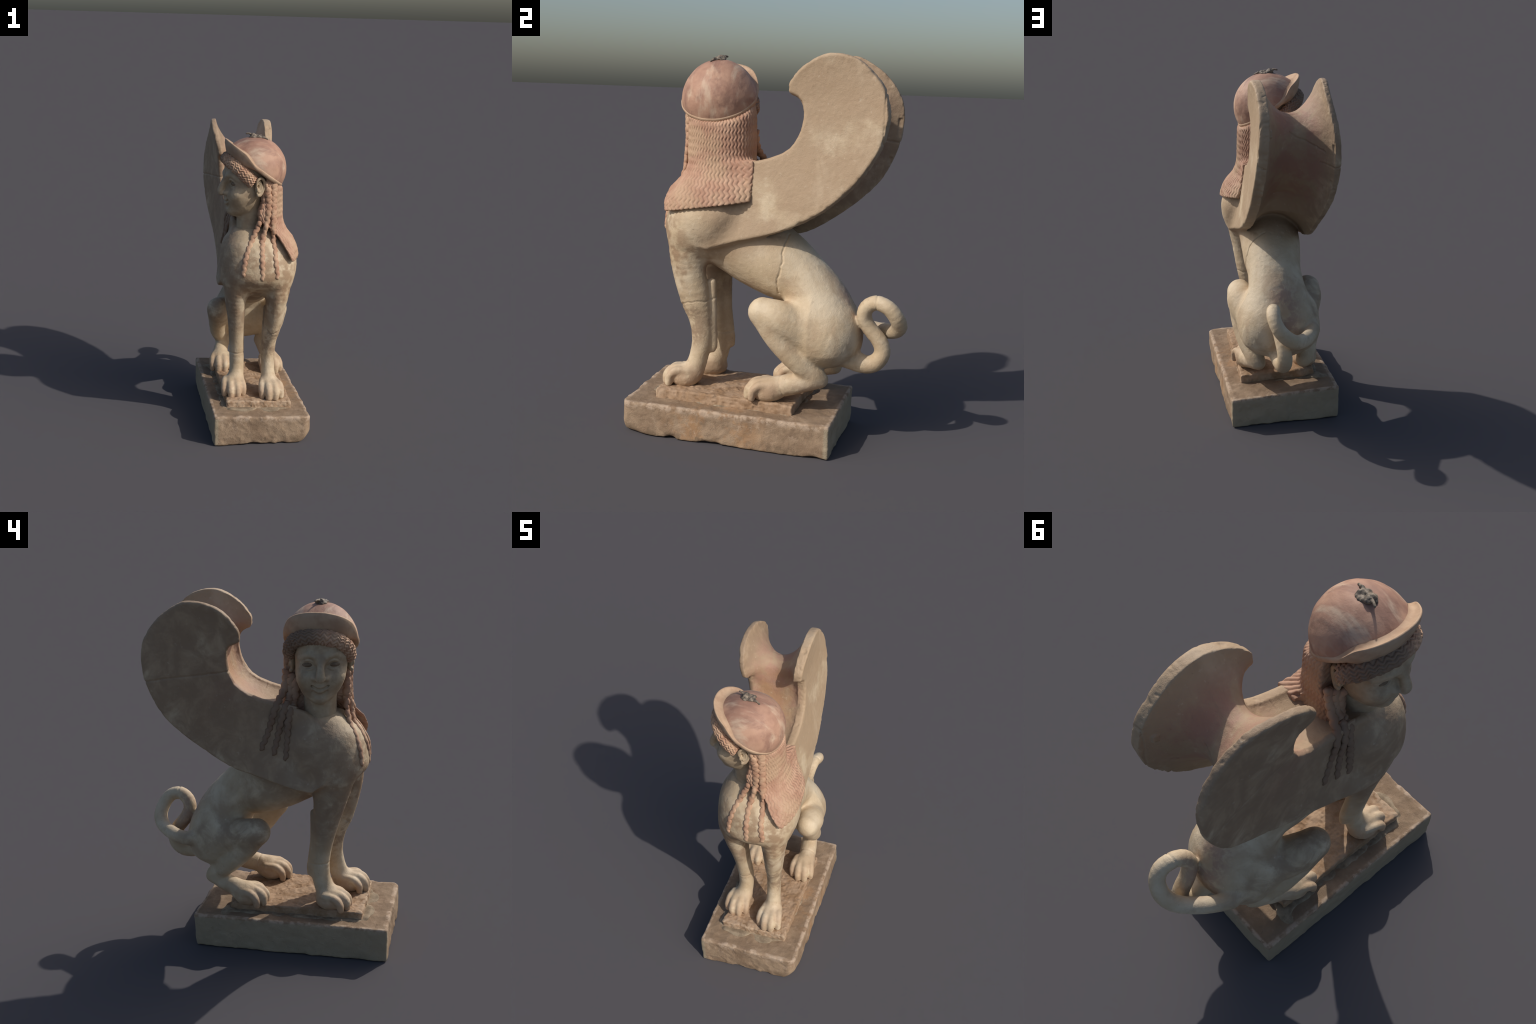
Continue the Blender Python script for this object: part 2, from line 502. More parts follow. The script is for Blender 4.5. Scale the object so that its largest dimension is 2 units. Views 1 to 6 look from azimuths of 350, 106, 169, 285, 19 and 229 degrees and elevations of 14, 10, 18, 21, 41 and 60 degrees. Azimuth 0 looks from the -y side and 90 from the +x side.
def outline_field(pts, lo, hi, h):
    s = spline(pts + [pts[0]], 4)
    y = np.arange(lo[0], hi[0], h); z = np.arange(lo[1], hi[1], h)
    Y, Z = np.meshgrid(y, z, indexing='ij')
    d = np.full(Y.shape, 9.0); inside = np.zeros(Y.shape, bool)
    for a, b in zip(s[:-1], s[1:]):
        e = b - a
        t = np.clip(((Y - a[0]) * e[0] + (Z - a[1]) * e[1]) / (e @ e + 1e-12), 0, 1)
        d = np.minimum(d, np.hypot(Y - a[0] - t * e[0], Z - a[1] - t * e[1]))
        if a[1] != b[1]:
            c = (Z < max(a[1], b[1])) & (Z >= min(a[1], b[1]))
            inside ^= c & (Y < a[0] + (Z - a[1]) / (b[1] - a[1]) * e[0])
    return np.where(inside, -d, d).astype(F32), lo, h

def edge_distance(pts, lo, hi, h):
    s = spline(pts, 4)
    Y, Z = np.meshgrid(np.arange(lo[0], hi[0], h), np.arange(lo[1], hi[1], h), indexing='ij')
    d = np.full(Y.shape, 9.0)
    for a, b in zip(s[:-1], s[1:]):
        e = b - a
        t = np.clip(((Y - a[0]) * e[0] + (Z - a[1]) * e[1]) / (e @ e + 1e-12), 0, 1)
        d = np.minimum(d, np.hypot(Y - a[0] - t * e[0], Z - a[1] - t * e[1]))
    return d.astype(F32), lo, h

BOX = ((-.8, .6), (1.0, 2.3), .006)
GRIDS = {}
for side_name, outline in (('r', WING_R), ('l', WING_L)):
    GRIDS[side_name] = (outline_field(outline, *BOX), edge_distance(outline[:17], *BOX), edge_distance(outline[16:26], *BOX))

def lookup(grid, P):
    g, lo, h = grid
    a = np.clip((P[:, 1] - lo[0]) / h, 0, g.shape[0] - 1.01); b = np.clip((P[:, 2] - lo[1]) / h, 0, g.shape[1] - 1.01)
    i = a.astype(int); j = b.astype(int); u = (a - i).astype(F32); v = (b - j).astype(F32)
    return g[i, j] * (1 - u) * (1 - v) + g[i + 1, j] * u * (1 - v) + g[i, j + 1] * (1 - u) * v + g[i + 1, j + 1] * u * v

def wing2d(P, which=0):
    """distance to the outline (0), the back rim (1) or the leading edge (2), blended from right to left wing"""
    t = np.clip((P[:, 0] + .20) / .37, 0, 1)
    return lookup(GRIDS['r'][which], P) * t + lookup(GRIDS['l'][which], P) * (1 - t)

def fit_face(samples):
    """smooth quadratic sheet x(y, z) through measured edge points"""
    a = np.array(samples)
    A = sheet_terms(a[:, 0], a[:, 1])
    return np.linalg.lstsq(A, a[:, 2], rcond=None)[0]

def sheet_terms(y, z):
    z = z - 1.5
    return np.stack([np.ones_like(y), y, z, y * y, y * z, z * z, z ** 3, y * z * z], 1)

FACE_R = fit_face([(-.12, 1.054, .205), (.10, 1.11, .208), (.307, 1.242, .209), (.432, 1.361, .197), (.523, 1.494, .190), (.576, 1.629, .184), (.581, 1.749, .177), (.547, 1.849, .170),
                   (.464, 1.94, .170), (.30, 1.99, .168), (.20, 1.964, .168), (.06, 1.81, .165), (.142, 1.74, .155), (.132, 1.611, .143), (.023, 1.496, .138), (-.04, 1.465, .134),
                   (-.12, 1.30, .190), (.3, 1.6, .180), (.1, 1.3, .190), (.4, 1.75, .170)])
FACE_L = fit_face([(.0, 1.04, -.218), (.20, 1.098, -.215), (.36, 1.232, -.228), (.44, 1.325, -.240), (.503, 1.426, -.250), (.57, 1.595, -.250), (.573, 1.771, -.249), (.469, 1.929, -.239),
                   (.361, 1.994, -.242), (.24, 1.988, -.240), (.045, 1.802, -.236), (.069, 1.772, -.230), (.132, 1.714, -.216), (.135, 1.61, -.202), (.03, 1.50, -.166), (-.04, 1.465, -.152),
                   (-.12, 1.30, -.204), (.3, 1.6, -.226), (.1, 1.3, -.204), (.4, 1.75, -.234)])

def wing_outer(P, side):
    """x of the outer face of each wing blade"""
    y = np.clip(P[:, 1], -.2, .62); z = np.clip(P[:, 2], .98, 2.02)
    return (sheet_terms(y, z) @ (FACE_R if side > 0 else FACE_L)).astype(F32)

def wings_shape(P):
    """both wings as one block with a saddle-shaped trough hollowed in from the rims"""
    g = gap(P, np.array((-.28, -.4, .95)), np.array((.25, .62, 2.02)))
    if g > FAR:
        return np.full(len(P), g, F32)
    lo, hi = wing_outer(P, -1), wing_outer(P, 1)
    s2 = wing2d(P) - .004
    u = (P[:, 0] - .5 * (lo + hi)) / (.5 * (hi - lo))
    c = np.clip(1 - ((u + .05) / .78) ** 2, 0, 1) ** .62
    rear = wing2d(P, 1); lead = wing2d(P, 2)
    deep = REAR_DEPTH * (.60 + .40 * np.clip((P[:, 2] - 1.22) / .13, 0, 1)) * (1 - .32 * np.clip((.32 - P[:, 1]) / .2, 0, 1) * np.clip((P[:, 2] - 1.55) / .15, 0, 1))
    trough = smax(deep * c - rear, LEAD_DEPTH * c - lead, .06) * .8
    d = smax(np.maximum(lo - P[:, 0], P[:, 0] - hi), s2, .016)
    return smax(d, np.where(s2 < .03, trough, -.1), .016)

REAR_DEPTH, LEAD_DEPTH = .190, .034

def chest_shape(P):
    return stack(P, [(.935, .0, -.32, .12, .07), (.965, .0, -.352, .175, .12), (1.005, -.004, -.372, .220, .172), (1.07, .0, -.360, .248, .226),
                     (1.17, .003, -.335, .251, .240), (1.26, -.010, -.325, .222, .212), (1.32, -.022, -.322, .172, .162),
                     (1.355, -.03, -.32, .13, .125), (1.375, -.035, -.32, .07, .07)], 2.2)

def torso_shape(P):
    return trunk(P, [(0, -.30, 1.08, .17, .18), (.0, -.10, .985, .176, .195), (.01, .03, .92, .168, .182), (.018, .15, .855, .155, .148),
                     (.018, .25, .74, .17, .155), (.018, .30, .62, .19, .172), (.018, .315, .56, .18, .165)], 12)

def neck_shape(P):
    return limb(P, [(-.055, -.325, 1.30, .092), (-.055, -.328, 1.42, .088), (-.06, -.335, 1.54, .09)])

def paw_shape(P, cx, ytip, yaw=0.0, floor=.229, lift=0.0):
    """four-toed lion paw pointing to -y; ytip is the front of the middle toes"""
    g = gap(P, np.array((cx - .1, ytip - .02, floor)), np.array((cx + .1, ytip + .22, floor + .13)))
    if g > FAR:
        return np.full(len(P), g, F32)
    q = P - np.array((cx, ytip, floor), F32)
    if yaw:
        s, k = math.sin(yaw), math.cos(yaw)
        x, y = q[:, 0].copy(), q[:, 1].copy()
        q = np.stack([k * x + s * y, -s * x + k * y, q[:, 2]], 1)
    d = ellipsoid(q, (0, .125, .050), (.073, .085, .062))
    for ox, oy, r in ((-.063, .035, .0215), (-.022, .006, .025), (.022, .004, .025), (.063, .03, .0215)):
        toe = limb(q, [(ox * .75, .12 + oy, .090, r * .9), (ox * .95, .062 + oy, .086, r), (ox * 1.03, .028 + oy, .054, r * .98),
                       (ox * 1.0, .023 + oy, .018, r * .85)], 3)
        d = smin(d, toe, .016)
    return np.maximum(d, -q[:, 2] - .03)

LEG = {
    'foreleg_r': dict(tube=[(.120, -.436, 1.0, .088, .106), (.116, -.434, .88, .069, .091), (.103, -.402, .72, .057, .081), (.091, -.373, .61, .048, .064),
                            (.085, -.361, .50, .044, .055), (.084, -.376, .40, .044, .050), (.086, -.40, .32, .052, .055)],
                      ridge=[(.075, -.315, .80, .022), (.070, -.308, .62, .022), (.066, -.303, .47, .022), (.066, -.308, .435, .018)]),
    'foreleg_l': dict(tube=[(-.140, -.408, 1.0, .090, .108), (-.148, -.386, .88, .068, .090), (-.138, -.365, .76, .058, .071), (-.129, -.338, .60, .050, .053),
                            (-.122, -.318, .47, .048, .055), (-.122, -.33, .38, .048, .053), (-.135, -.36, .31, .056, .058)],
                      ridge=[(-.13, -.292, .80, .02), (-.125, -.288, .62, .022), (-.12, -.268, .47, .024), (-.12, -.263, .425, .02)]),
    'hindleg_r': dict(thigh=[(.204, .004, .704, .069), (.196, .10, .665, .094), (.140, .22, .595, .110), (.108, .30, .558, .126)],
                      shin=[(.212, .000, .69, .061), (.215, .083, .572, .058), (.198, .180, .466, .055), (.165, .272, .388, .050)],
                      foot=[(.146, .303, .358, .043), (.168, .19, .334, .054), (.182, .07, .300, .056)]),
    'hindleg_l': dict(thigh=[(-.210, .016, .704, .071), (-.184, .10, .665, .090), (-.112, .22, .595, .104), (-.080, .30, .558, .120)],
                      shin=[(-.214, .012, .69, .060), (-.206, .10, .572, .056), (-.182, .205, .468, .052), (-.142, .293, .392, .048)],
                      foot=[(-.122, .318, .36, .043), (-.158, .21, .332, .051), (-.174, .11, .298, .054)]),
}
PAWS = {'foreleg_r': (.09, -.577, 0.03), 'foreleg_l': (-.155, -.508, .0), 'hindleg_r': (.182, -.092, .12), 'hindleg_l': (-.178, -.03, -.05)}

def foreleg_shape(P, key):
    L = LEG[key]
    return smin(trunk(P, L['tube']), limb(P, L['ridge'], 3), .02)

def hindleg_shape(P, key):
    L = LEG[key]
    d = limb(P, L['thigh'], 8)
    d = smin(d, smin(limb(P, L['shin']), limb(P, L['foot']), .03), .025)
    return d

TAIL = [(.05, .42, .47, .058), (.048, .50, .441, .048), (.046, .562, .450, .045), (.045, .600, .505, .042), (.052, .583, .570, .040),
        (.062, .533, .632, .039), (.076, .503, .692, .038), (.090, .517, .748, .038), (.103, .565, .777, .038), (.112, .627, .760, .038),
        (.094, .668, .710, .039), (.047, .680, .656, .040), (-.006, .652, .618, .040), (-.058, .594, .599, .040), (-.108, .520, .592, .040),
        (-.148, .446, .600, .040), (-.155, .39, .61, .03)]
def tail_shape(P):
    return limb(P, TAIL, 3)

def groups(P):
    g = {'torso': smin(chest_shape(P), torso_shape(P), .07), 'wings': wings_shape(P)}
    for k in ('foreleg_r', 'foreleg_l'):
        g[k] = foreleg_shape(P, k)
    for k in ('hindleg_r', 'hindleg_l'):
        g[k] = hindleg_shape(P, k)
    for k, (cx, yt, yaw) in PAWS.items():
        g['paw_' + k] = paw_shape(P, cx, yt, yaw)
    g['tail'] = tail_shape(P)
    return g

def body_field(P):
    g = groups(P)
    d = smin(g['torso'], g['wings'], .03)
    for k in ('hindleg_r', 'hindleg_l'):
        hip = np.clip((P[:, 1] - .10) / .15, 0, 1)
        d = smin(d, smin(g[k], g['paw_' + k], .03), (.042 + .085 * hip * hip * np.clip((P[:, 2] - .42) / .08, 0, 1)).astype(F32))
    for k in ('foreleg_r', 'foreleg_l'):
        d = smin(d, smin(g[k], g['paw_' + k], .03), .05)
    return smin(d, g['tail'], .02)

def cracks(P):
    """grooves of old breaks: depth in metres"""
    x, y, z = P.T
    w = .012 * vnoise(P, 14, 31) + .006 * vnoise(P, 45, 32)
    o = 0
    def cut(s, width, depth, mask):
        return depth * np.exp(-(s / width) ** 2) * mask
    sm = lambda v, a, b: np.clip((v - a) / (b - a), 0, 1)
    o = o + cut(y - .075 - .1 * (z - .9) + w, .0035, .006, (x > .06) * (z > .785) * (z < 1.12))          # flank
    o = o + cut(z - .69 - .25 * (y + .4) + w, .004, .004, (x > .0) * (y < -.25) * (y > -.6))             # right foreleg
    o = o + cut(z - .50 + w * .6, .004, .004, (x < -.03) * (y < -.2))                                    # left foreleg
    o = o + cut(z - 1.60 + .12 * (y - .3) + w * .5, .0035, .005, (x < -.17) * (y > .12))                 # left wing
    o = o + cut(z - 1.70 - .55 * (x + .06) + w, .004, .006, (x > -.19) * (x < -.02) * (y > .3))          # trough
    o = o + cut(y - .12 + .25 * (z - .3) + w * .3, .003, .003, (z < .4) * (x > .1) * (y > .0))           # hind foot joint
    o = o + cut(y - .57 + w * .2, .003, .004, (z > .68) * (x > .05) * (y > .5))                          # tail break
    return o

def build_body():
    V, Q = polygonise(body_field, (-.34, -.66, .17), (.34, .78, 2.04), .0050, fair=9)
    N = vertex_normals(V, Q)
    disp = .0011 * fbm(V, 14, 3, 3) + .0005 * fbm(V, 70, 2, 8)
    low = np.clip((.36 - V[:, 2]) / .08, 0, 1)
    disp += low * .0015 * fbm(V, 40, 2, 15)
    s2 = wing2d(V.astype(F32))
    rim = np.clip(1 - np.abs(s2) / .03, 0, 1) * (V[:, 1] > 0) * (V[:, 2] > 1.02)
    chip = np.clip(vnoise(V, 28, 5) - .35, 0, 1) + .6 * np.clip(vnoise(V, 60, 6) - .4, 0, 1)
    disp -= rim * chip * .011
    disp -= cracks(V)
    V = V + N * disp[:, None]
    N = vertex_normals(V, Q)
    C = V[Q].mean(1).astype(F32)
    order = np.argsort((C[:, 2] * 8).astype(int) * 64 + ((C[:, 1] + 1) * 8).astype(int) * 2 + (C[:, 0] > 0), kind='stable')
    parts = [groups(C[o]) for o in np.array_split(order, 120)]
    g = {k: np.empty(len(C), F32) for k in parts[0]}
    for o, p in zip(np.array_split(order, 120), parts):
        for k in p:
            g[k][o] = p[k]
    w = g.pop('wings')
    g['wing_r'] = np.where(C[:, 0] > -.04, w, 9)
    g['wing_l'] = np.where(C[:, 0] <= -.04, w, 9)
    # inside the chest the torso owns the surface
    inner = (C[:, 1] < -.10 - .3 * (C[:, 2] - 1.2)) & (C[:, 2] > .9)
    for k in ('wing_r', 'wing_l'):
        g[k] = np.where(inner, 9, g[k])
    for k in ('foreleg_r', 'foreleg_l'):
        g[k] = np.where(C[:, 2] > .93, 9, g[k])
    keys = list(g)
    lab = np.argmin(np.stack([g[k] for k in keys], 1), 1)
    names = {'torso': 'torso', 'wing_r': 'wing', 'wing_l': 'wing', 'foreleg_r': 'foreleg', 'foreleg_l': 'foreleg',
             'hindleg_r': 'hindleg', 'hindleg_l': 'hindleg', 'tail': 'tail'}
    obs = {}
    for i, k in enumerate(keys):
        v, q, n = sub_mesh(V, Q, N, lab == i)
        if not len(q):
            continue
        if k.startswith('paw_'):
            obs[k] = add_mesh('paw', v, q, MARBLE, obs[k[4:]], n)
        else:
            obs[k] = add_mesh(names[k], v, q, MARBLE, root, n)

build_body()

# =====================================================================
# 5. head: face, neck, ears, eyes
# =====================================================================
HO = np.array((-.05, -.337, 1.62))
YAW = math.radians(9)
HF = np.array((-math.cos(YAW), -math.sin(YAW), 0)); HR = np.array((math.sin(YAW), -math.cos(YAW), 0))

def to_head(P):
    q = P - HO.astype(F32)
    u = q[:, 2]
    return np.stack([q @ HR.astype(F32) - .06 * np.minimum(u, 0.1), q @ HF.astype(F32), u], 1).astype(F32)

def from_head(r, f, u):
    return HO + HR * (r + .06 * min(u, .1)) + HF * f + np.array((0, 0, u))

def ear_shape(H, side):
    q = H.copy(); q[:, 0] *= side
    q = q - np.array((.158, .000, .032), F32)
    # ear plane: tilted so the rim stands off the head
    s, k = math.sin(.45), math.cos(.45)
    a = k * q[:, 1] + s * q[:, 0]            # along the ear (forward)
    b = -s * q[:, 1] + k * q[:, 0]           # out of the plane
    Z = q[:, 2]
    L = np.stack([a, b, Z], 1)
    rim = limb(L, [(.028, -.004, .012, .006), (.03, .002, .04, .0075), (.012, .006, .06, .0085), (-.014, .008, .055, .009), (-.030, .008, .03, .009),
                   (-.031, .006, .0, .009), (-.020, .003, -.03, .009), (-.004, .0, -.048, .012), (.010, -.002, -.05, .011)], 3)
    bowl = ellipsoid(L, (0, -.012, .005), (.03, .012, .055))
    tragus = ellipsoid(L, (.020, .0, -.012), (.009, .008, .015))
    anti = limb(L, [(.006, -.002, .035, .005), (-.012, .0, .02, .006), (-.012, .0, -.015, .006), (.004, .0, -.03, .005)], 3)
    d = smin(smin(rim, bowl, .008), smin(tragus, anti, .004), .006)
    hole = ellipsoid(L, (.010, .0, .005), (.008, .014, .014))
    return smax(d, -hole, .006)

def head_field(P):
    H = to_head(P)
    # sections along the head's height: level, r, f, half width, half depth
    q = np.stack([H[:, 0], H[:, 1], H[:, 2]], 1)
    face = stack(q, [(-.172, 0, .098, .018, .03), (-.162, 0, .09, .042, .055), (-.13, 0, .07, .089, .086), (-.08, 0, .052, .119, .113), (-.02, 0, .047, .134, .131),
                     (.05, 0, .045, .138, .137), (.12, 0, .04, .14, .143), (.20, 0, .03, .13, .14), (.26, 0, .02, .08, .09)], 2.15)
    d = smin(face, neck_shape(P), .035)
    d = smin(d, ellipsoid(H, (0, .124, -.134), (.044, .042, .034)), .03)
    aH = np.abs(H[:, 0]); S = np.stack([aH, H[:, 1], H[:, 2]], 1)
    d = smin(d, ellipsoid(S, (.066, .120, -.030), (.046, .046, .046)), .05)           # cheeks
    d = smax(d, -ellipsoid(S, (.066, .196, .044), (.054, .042, .038)), .03)          # sockets
    d = smin(d, limb(S, [(.010, .174, .062, .014), (.032, .178, .092, .012), (.070, .165, .103, .012), (.114, .120, .076, .010)], 4), .022)  # brows
    d = smin(d, ellipsoid(S, (.066, .114, .046), (.043, .044, .022)), .005)          # eyeball
    d = smin(d, limb(S, [(.024, .155, .040, .005), (.044, .165, .066, .0070), (.070, .160, .073, .0072), (.108, .128, .047, .005)], 4), .004)  # upper lid
    d = smin(d, limb(S, [(.024, .155, .040, .004), (.048, .160, .025, .0056), (.074, .153, .022, .0056), (.108, .128, .047, .004)], 4), .004)  # lower lid
    nose = limb(H, [(0, .176, .084, .015), (0, .196, .04, .018), (0, .208, -.002, .0235), (0, .205, -.015, .0245)], 4)
    nose = smin(nose, ellipsoid(S, (.029, .181, -.018), (.016, .020, .014)), .012)
    d = smin(d, nose, .018)
    d = smax(d, -ellipsoid(S, (.013, .203, -.039), (.007, .010, .008)), .006)
    # muzzle and smiling lips
    d = smin(d, ellipsoid(H, (0, .140, -.074), (.056, .030, .040)), .03)
    def lip(u0, f0, r, span, curve):
        return limb(H, [(x * span, f0 - .35 * (x * span) ** 2 / .05, u0 + curve * x * x, r * (1 - .55 * x * x)) for x in (-1, -.6, -.25, 0, .25, .6, 1)], 3)
    d = smax(d, -lip(-.080, .180, .0105, .053, .028), .005)
    d = smin(d, lip(-.066, .172, .0105, .048, .026), .004)
    d = smin(d, lip(-.093, .168, .0125, .043, .028), .005)
    d = smax(d, -lip(-.115, .174, .010, .036, .020), .012)
    return d

def ears_field(P):
    H = to_head(P)
    return np.minimum(ear_shape(H, 1), ear_shape(H, -1))

def build_head():
    V, Q = polygonise(head_field, (-.31, -.54, 1.28), (.16, -.13, 1.90), .0025)
    N = vertex_normals(V, Q)
    V = V + N * (.0010 * fbm(V, 30, 3, 21))[:, None]
    N = vertex_normals(V, Q)
    C = V[Q].mean(1).astype(F32); H = to_head(C)
    is_neck = neck_shape(C) < stack(H, [(-.172, 0, .098, .018, .03), (-.13, 0, .07, .083, .085), (-.08, 0, .052, .113, .112), (-.02, 0, .047, .130, .131), (.2, 0, .03, .13, .14)])
    is_neck &= C[:, 2] < 1.55
    v, q, n = sub_mesh(V, Q, N, ~is_neck); head = add_mesh("head", v, q, FACE, root, n)
    v, q, n = sub_mesh(V, Q, N, is_neck); add_mesh("neck", v, q, FACE, root, n)
    for s in (1, -1):
        c = from_head(.158 * s, .0, .032)
        V, Q = polygonise(lambda P: ear_shape(to_head(P), s), c - .085, c + .085, .0022)
        add_mesh("ear", V, Q, FACE, head)
    # almond eyes, slightly darker, set between the lids
    for s in (1, -1):
        V, Q = polygonise(lambda P: ellipsoid(np.abs(to_head(P)) if False else to_head(P) * np.array((s, 1, 1), F32), (.066, .1165, .046), (.042, .045, .0215)),
                          from_head(.066 * s, .12, .046) - .06, from_head(.066 * s, .12, .046) + .06, .0025)
        add_mesh("eye", V, Q, EYE, head)

build_head()

# =====================================================================
# 6. cap with turned-up brim
# =====================================================================
CC = np.array((-.033, -.334, 1.746))
CN = np.array((.574, 0, .819))                    # cap axis, leaning to the back of the head
CF = np.array((-.819, 0, .574)); CR = np.cross(CN, CF)
CF2 = math.cos(.10) * CF + math.sin(.10) * CR * (1 if CR[1] < 0 else -1)
CF2 /= np.linalg.norm(CF2); CR = np.cross(CN, CF2)

def cap_point(phi, r, h):
    return CC + (CF2 * math.cos(phi) + CR * math.sin(phi)) * r + CN * h

def build_cap():
    nphi, R = 160, .199
    V, rings = [], []
    def ring(fn):
        for k in range(nphi):
            V.append(fn(2 * math.pi * k / nphi))
        rings.append(len(rings))
    front = lambda p: max(0.0, math.cos(p)) ** 2.1
    plateau = lambda p: 1 - (lambda t: t * t * (3 - 2 * t))(min(1, max(0, (abs((p + math.pi) % (2 * math.pi) - math.pi) - .75) / .6)))
    # crown
    for t in np.linspace(.004, 1, 44):
        a = t * math.radians(83)
        fl = max(0.0, (a - math.radians(52)) / math.radians(31)) ** 2
        ring(lambda p, a=a, fl=fl: cap_point(p, R * math.sin(a) + .016 * fl * front(p), R * 1.04 * math.cos(a) + .022 * front(p) * math.sin(a) ** 2))
    crown_rings = len(rings)
    # brim: flares out and up in front, a thin cord at the back
    prof = [(.006, .058), (.017, .047), (.040, .043), (.064, .048), (.074, .052), (.076, .045), (.062, .024), (.040, .002), (.012, -.022), (-.03, -.04)]
    cord = [(-.002, .028), (.001, .026), (.003, .023), (.0036, .018), (.003, .013), (.001, .009), (.000, .004), (-.006, .002), (-.020, .00), (-.04, -.002)]
    start = len(V)
    for (a, b), (c, e) in zip(prof, cord):
        def f(p, a=a, b=b, c=c, e=e):
            w = front(p)
            h = plateau(p)
            return cap_point(p, .1985 + a * w + c * (1 - w), b * h + e * (1 - h))
        ring(f)
    V = np.array(V)
    nr = len(rings)
    def faces(i0, i1):
        return [(i * nphi + k, i * nphi + (k + 1) % nphi, (i + 1) * nphi + (k + 1) % nphi, (i + 1) * nphi + k) for i in range(i0, i1) for k in range(nphi)]
    top = len(V)
    d = .0022 * fbm(V, 14, 3, 41)
    rad = V - CC; rad /= np.linalg.norm(rad, axis=1)[:, None]
    V = V + rad * d[:, None]
    Fc = np.array(faces(0, crown_rings - 1))[:, ::-1]; Fb = np.array(faces(crown_rings, nr - 1))[:, ::-1]
    cap = add_mesh("cap", V[:crown_rings * nphi], Fc, CAP)
    b = add_mesh("cap_brim", V[crown_rings * nphi:], Fb - crown_rings * nphi, BAND, cap)
    # lead tang left on the crown
    def tang(P):
        d = smin(ellipsoid(P, (-.032, -.340, 1.955), (.042, .032, .012), .35), ellipsoid(P, (-.050, -.338, 1.965), (.022, .022, .012)), .01)
        d = smin(d, limb(P, [(-.02, -.345, 1.958, .014), (.010, -.358, 1.954, .009), (.036, -.366, 1.946, .005)]), .008) + .005 * fbm(P, 60, 2, 5)
        return np.minimum(d, limb(P, [(-.055, -.335, 1.966, .009), (-.076, -.328, 1.975, .006), (-.092, -.320, 1.973, .005)]))
    Vt, Qt = polygonise(tang, (-.13, -.41, 1.91), (.06, -.27, 2.0), .0025)
    add_mesh("metal_tang", Vt, Qt, METAL, cap)

build_cap()

# =====================================================================
# 7. hair: long mass on the back, waved fringe, hanging locks
# =====================================================================
def hair_field(P):
    d = stack(P, [(1.10, .0, -.30, .275, .325), (1.17, .0, -.30, .271, .322), (1.24, .0, -.30, .258, .305), (1.30, .0, -.298, .232, .27), (1.36, .0, -.295, .186, .215), (1.42, .0, -.30, .163, .182),
                  (1.48, .0, -.306, .157, .180), (1.55, .0, -.307, .154, .180), (1.66, -.005, -.310, .154, .182), (1.74, -.02, -.325, .15, .18), (1.80, -.03, -.33, .12, .14)], np.interp(P[:, 2], [1.2, 1.42], [2.4, 2.25]).astype(F32))
    # the mantle also lies over the root of the right wing
    root_cover = np.maximum(np.maximum(wings_shape(P) - .011, .06 - P[:, 0]), P[:, 2] - 1.452)
    d = smin(d, root_cover, .03)
    d = smax(d, (P - CC.astype(F32)) @ CN.astype(F32) - .012, .01)
    x, y, z = P.T
    H = to_head(P)
    # bottom hem and front edge of the mantle on the right shoulder
    d = smax(d, 1.176 + (y + .55) * .165 - z, .008)
    edge = np.interp(z, [1.10, 1.17, 1.25, 1.33, 1.38, 1.42, 1.46, 1.60, 1.68], [.225, .196, .155, .105, .06, .0, -.02, -.03, -.30])
    left = np.interp(z, [1.29, 1.33, 1.37], [.10, .0, -.30])
    d = smax(d, (np.where(y < -.33, edge, left) - x).astype(F32) * .8, .010)
    d = smax(d, y + .085, .012)
    # nothing in front of the ears
    d = smax(d, H[:, 1] - np.clip(-.045 + .4 * (1.58 - z), -.045, .01), .012)
    return d

def build_hair():
    V, Q = polygonise(hair_field, (-.25, -.64, 1.12), (.31, -.05, 1.80), .0030)
    N = vertex_normals(V, Q)
    ang = np.arctan2(V[:, 1] + .325, V[:, 0] + .03)
    s = ang / math.radians(5.2) + .21 * np.sin(V[:, 2] * 2 * math.pi / .036 + 1.0 * np.sin(ang * 2.5)) + .35 * vnoise(V, 5, 4)
    strand = np.abs(np.cos(math.pi * s)) ** .6 - .65
    amp = .0066 * (.9 + .1 * np.sin(V[:, 2] * 2 * math.pi / .036 + 1.0))
    V = V + N * (strand * amp + .001 * fbm(V, 60, 2, 9))[:, None]
    N = vertex_normals(V, Q)
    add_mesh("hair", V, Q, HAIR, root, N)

build_hair()

def fringe_field(P):
    q = P - CC.astype(F32)
    f, r, h = q @ CF2.astype(F32), q @ CR.astype(F32), q @ CN.astype(F32)
    phi = np.arctan2(r, f)
    rad = np.sqrt(f * f + r * r)
    ring_r = .190 - .036 * (1 - np.clip(np.cos(phi), 0, 1) ** 1.3)
    a = (rad - ring_r) / .036; b = (h + .047 + .022 * np.clip(np.abs(phi) - .5, 0, 1)) / .041
    k0 = np.sqrt(a * a + b * b)
    d = (k0 - 1) * .036
    over = np.maximum(np.abs(phi) - 1.50, 0) * .15
    return np.where(over > 0, np.sqrt(np.maximum(d, 0) ** 2 + over ** 2) - .0 + np.minimum(d, 0) * 0, d).astype(F32)

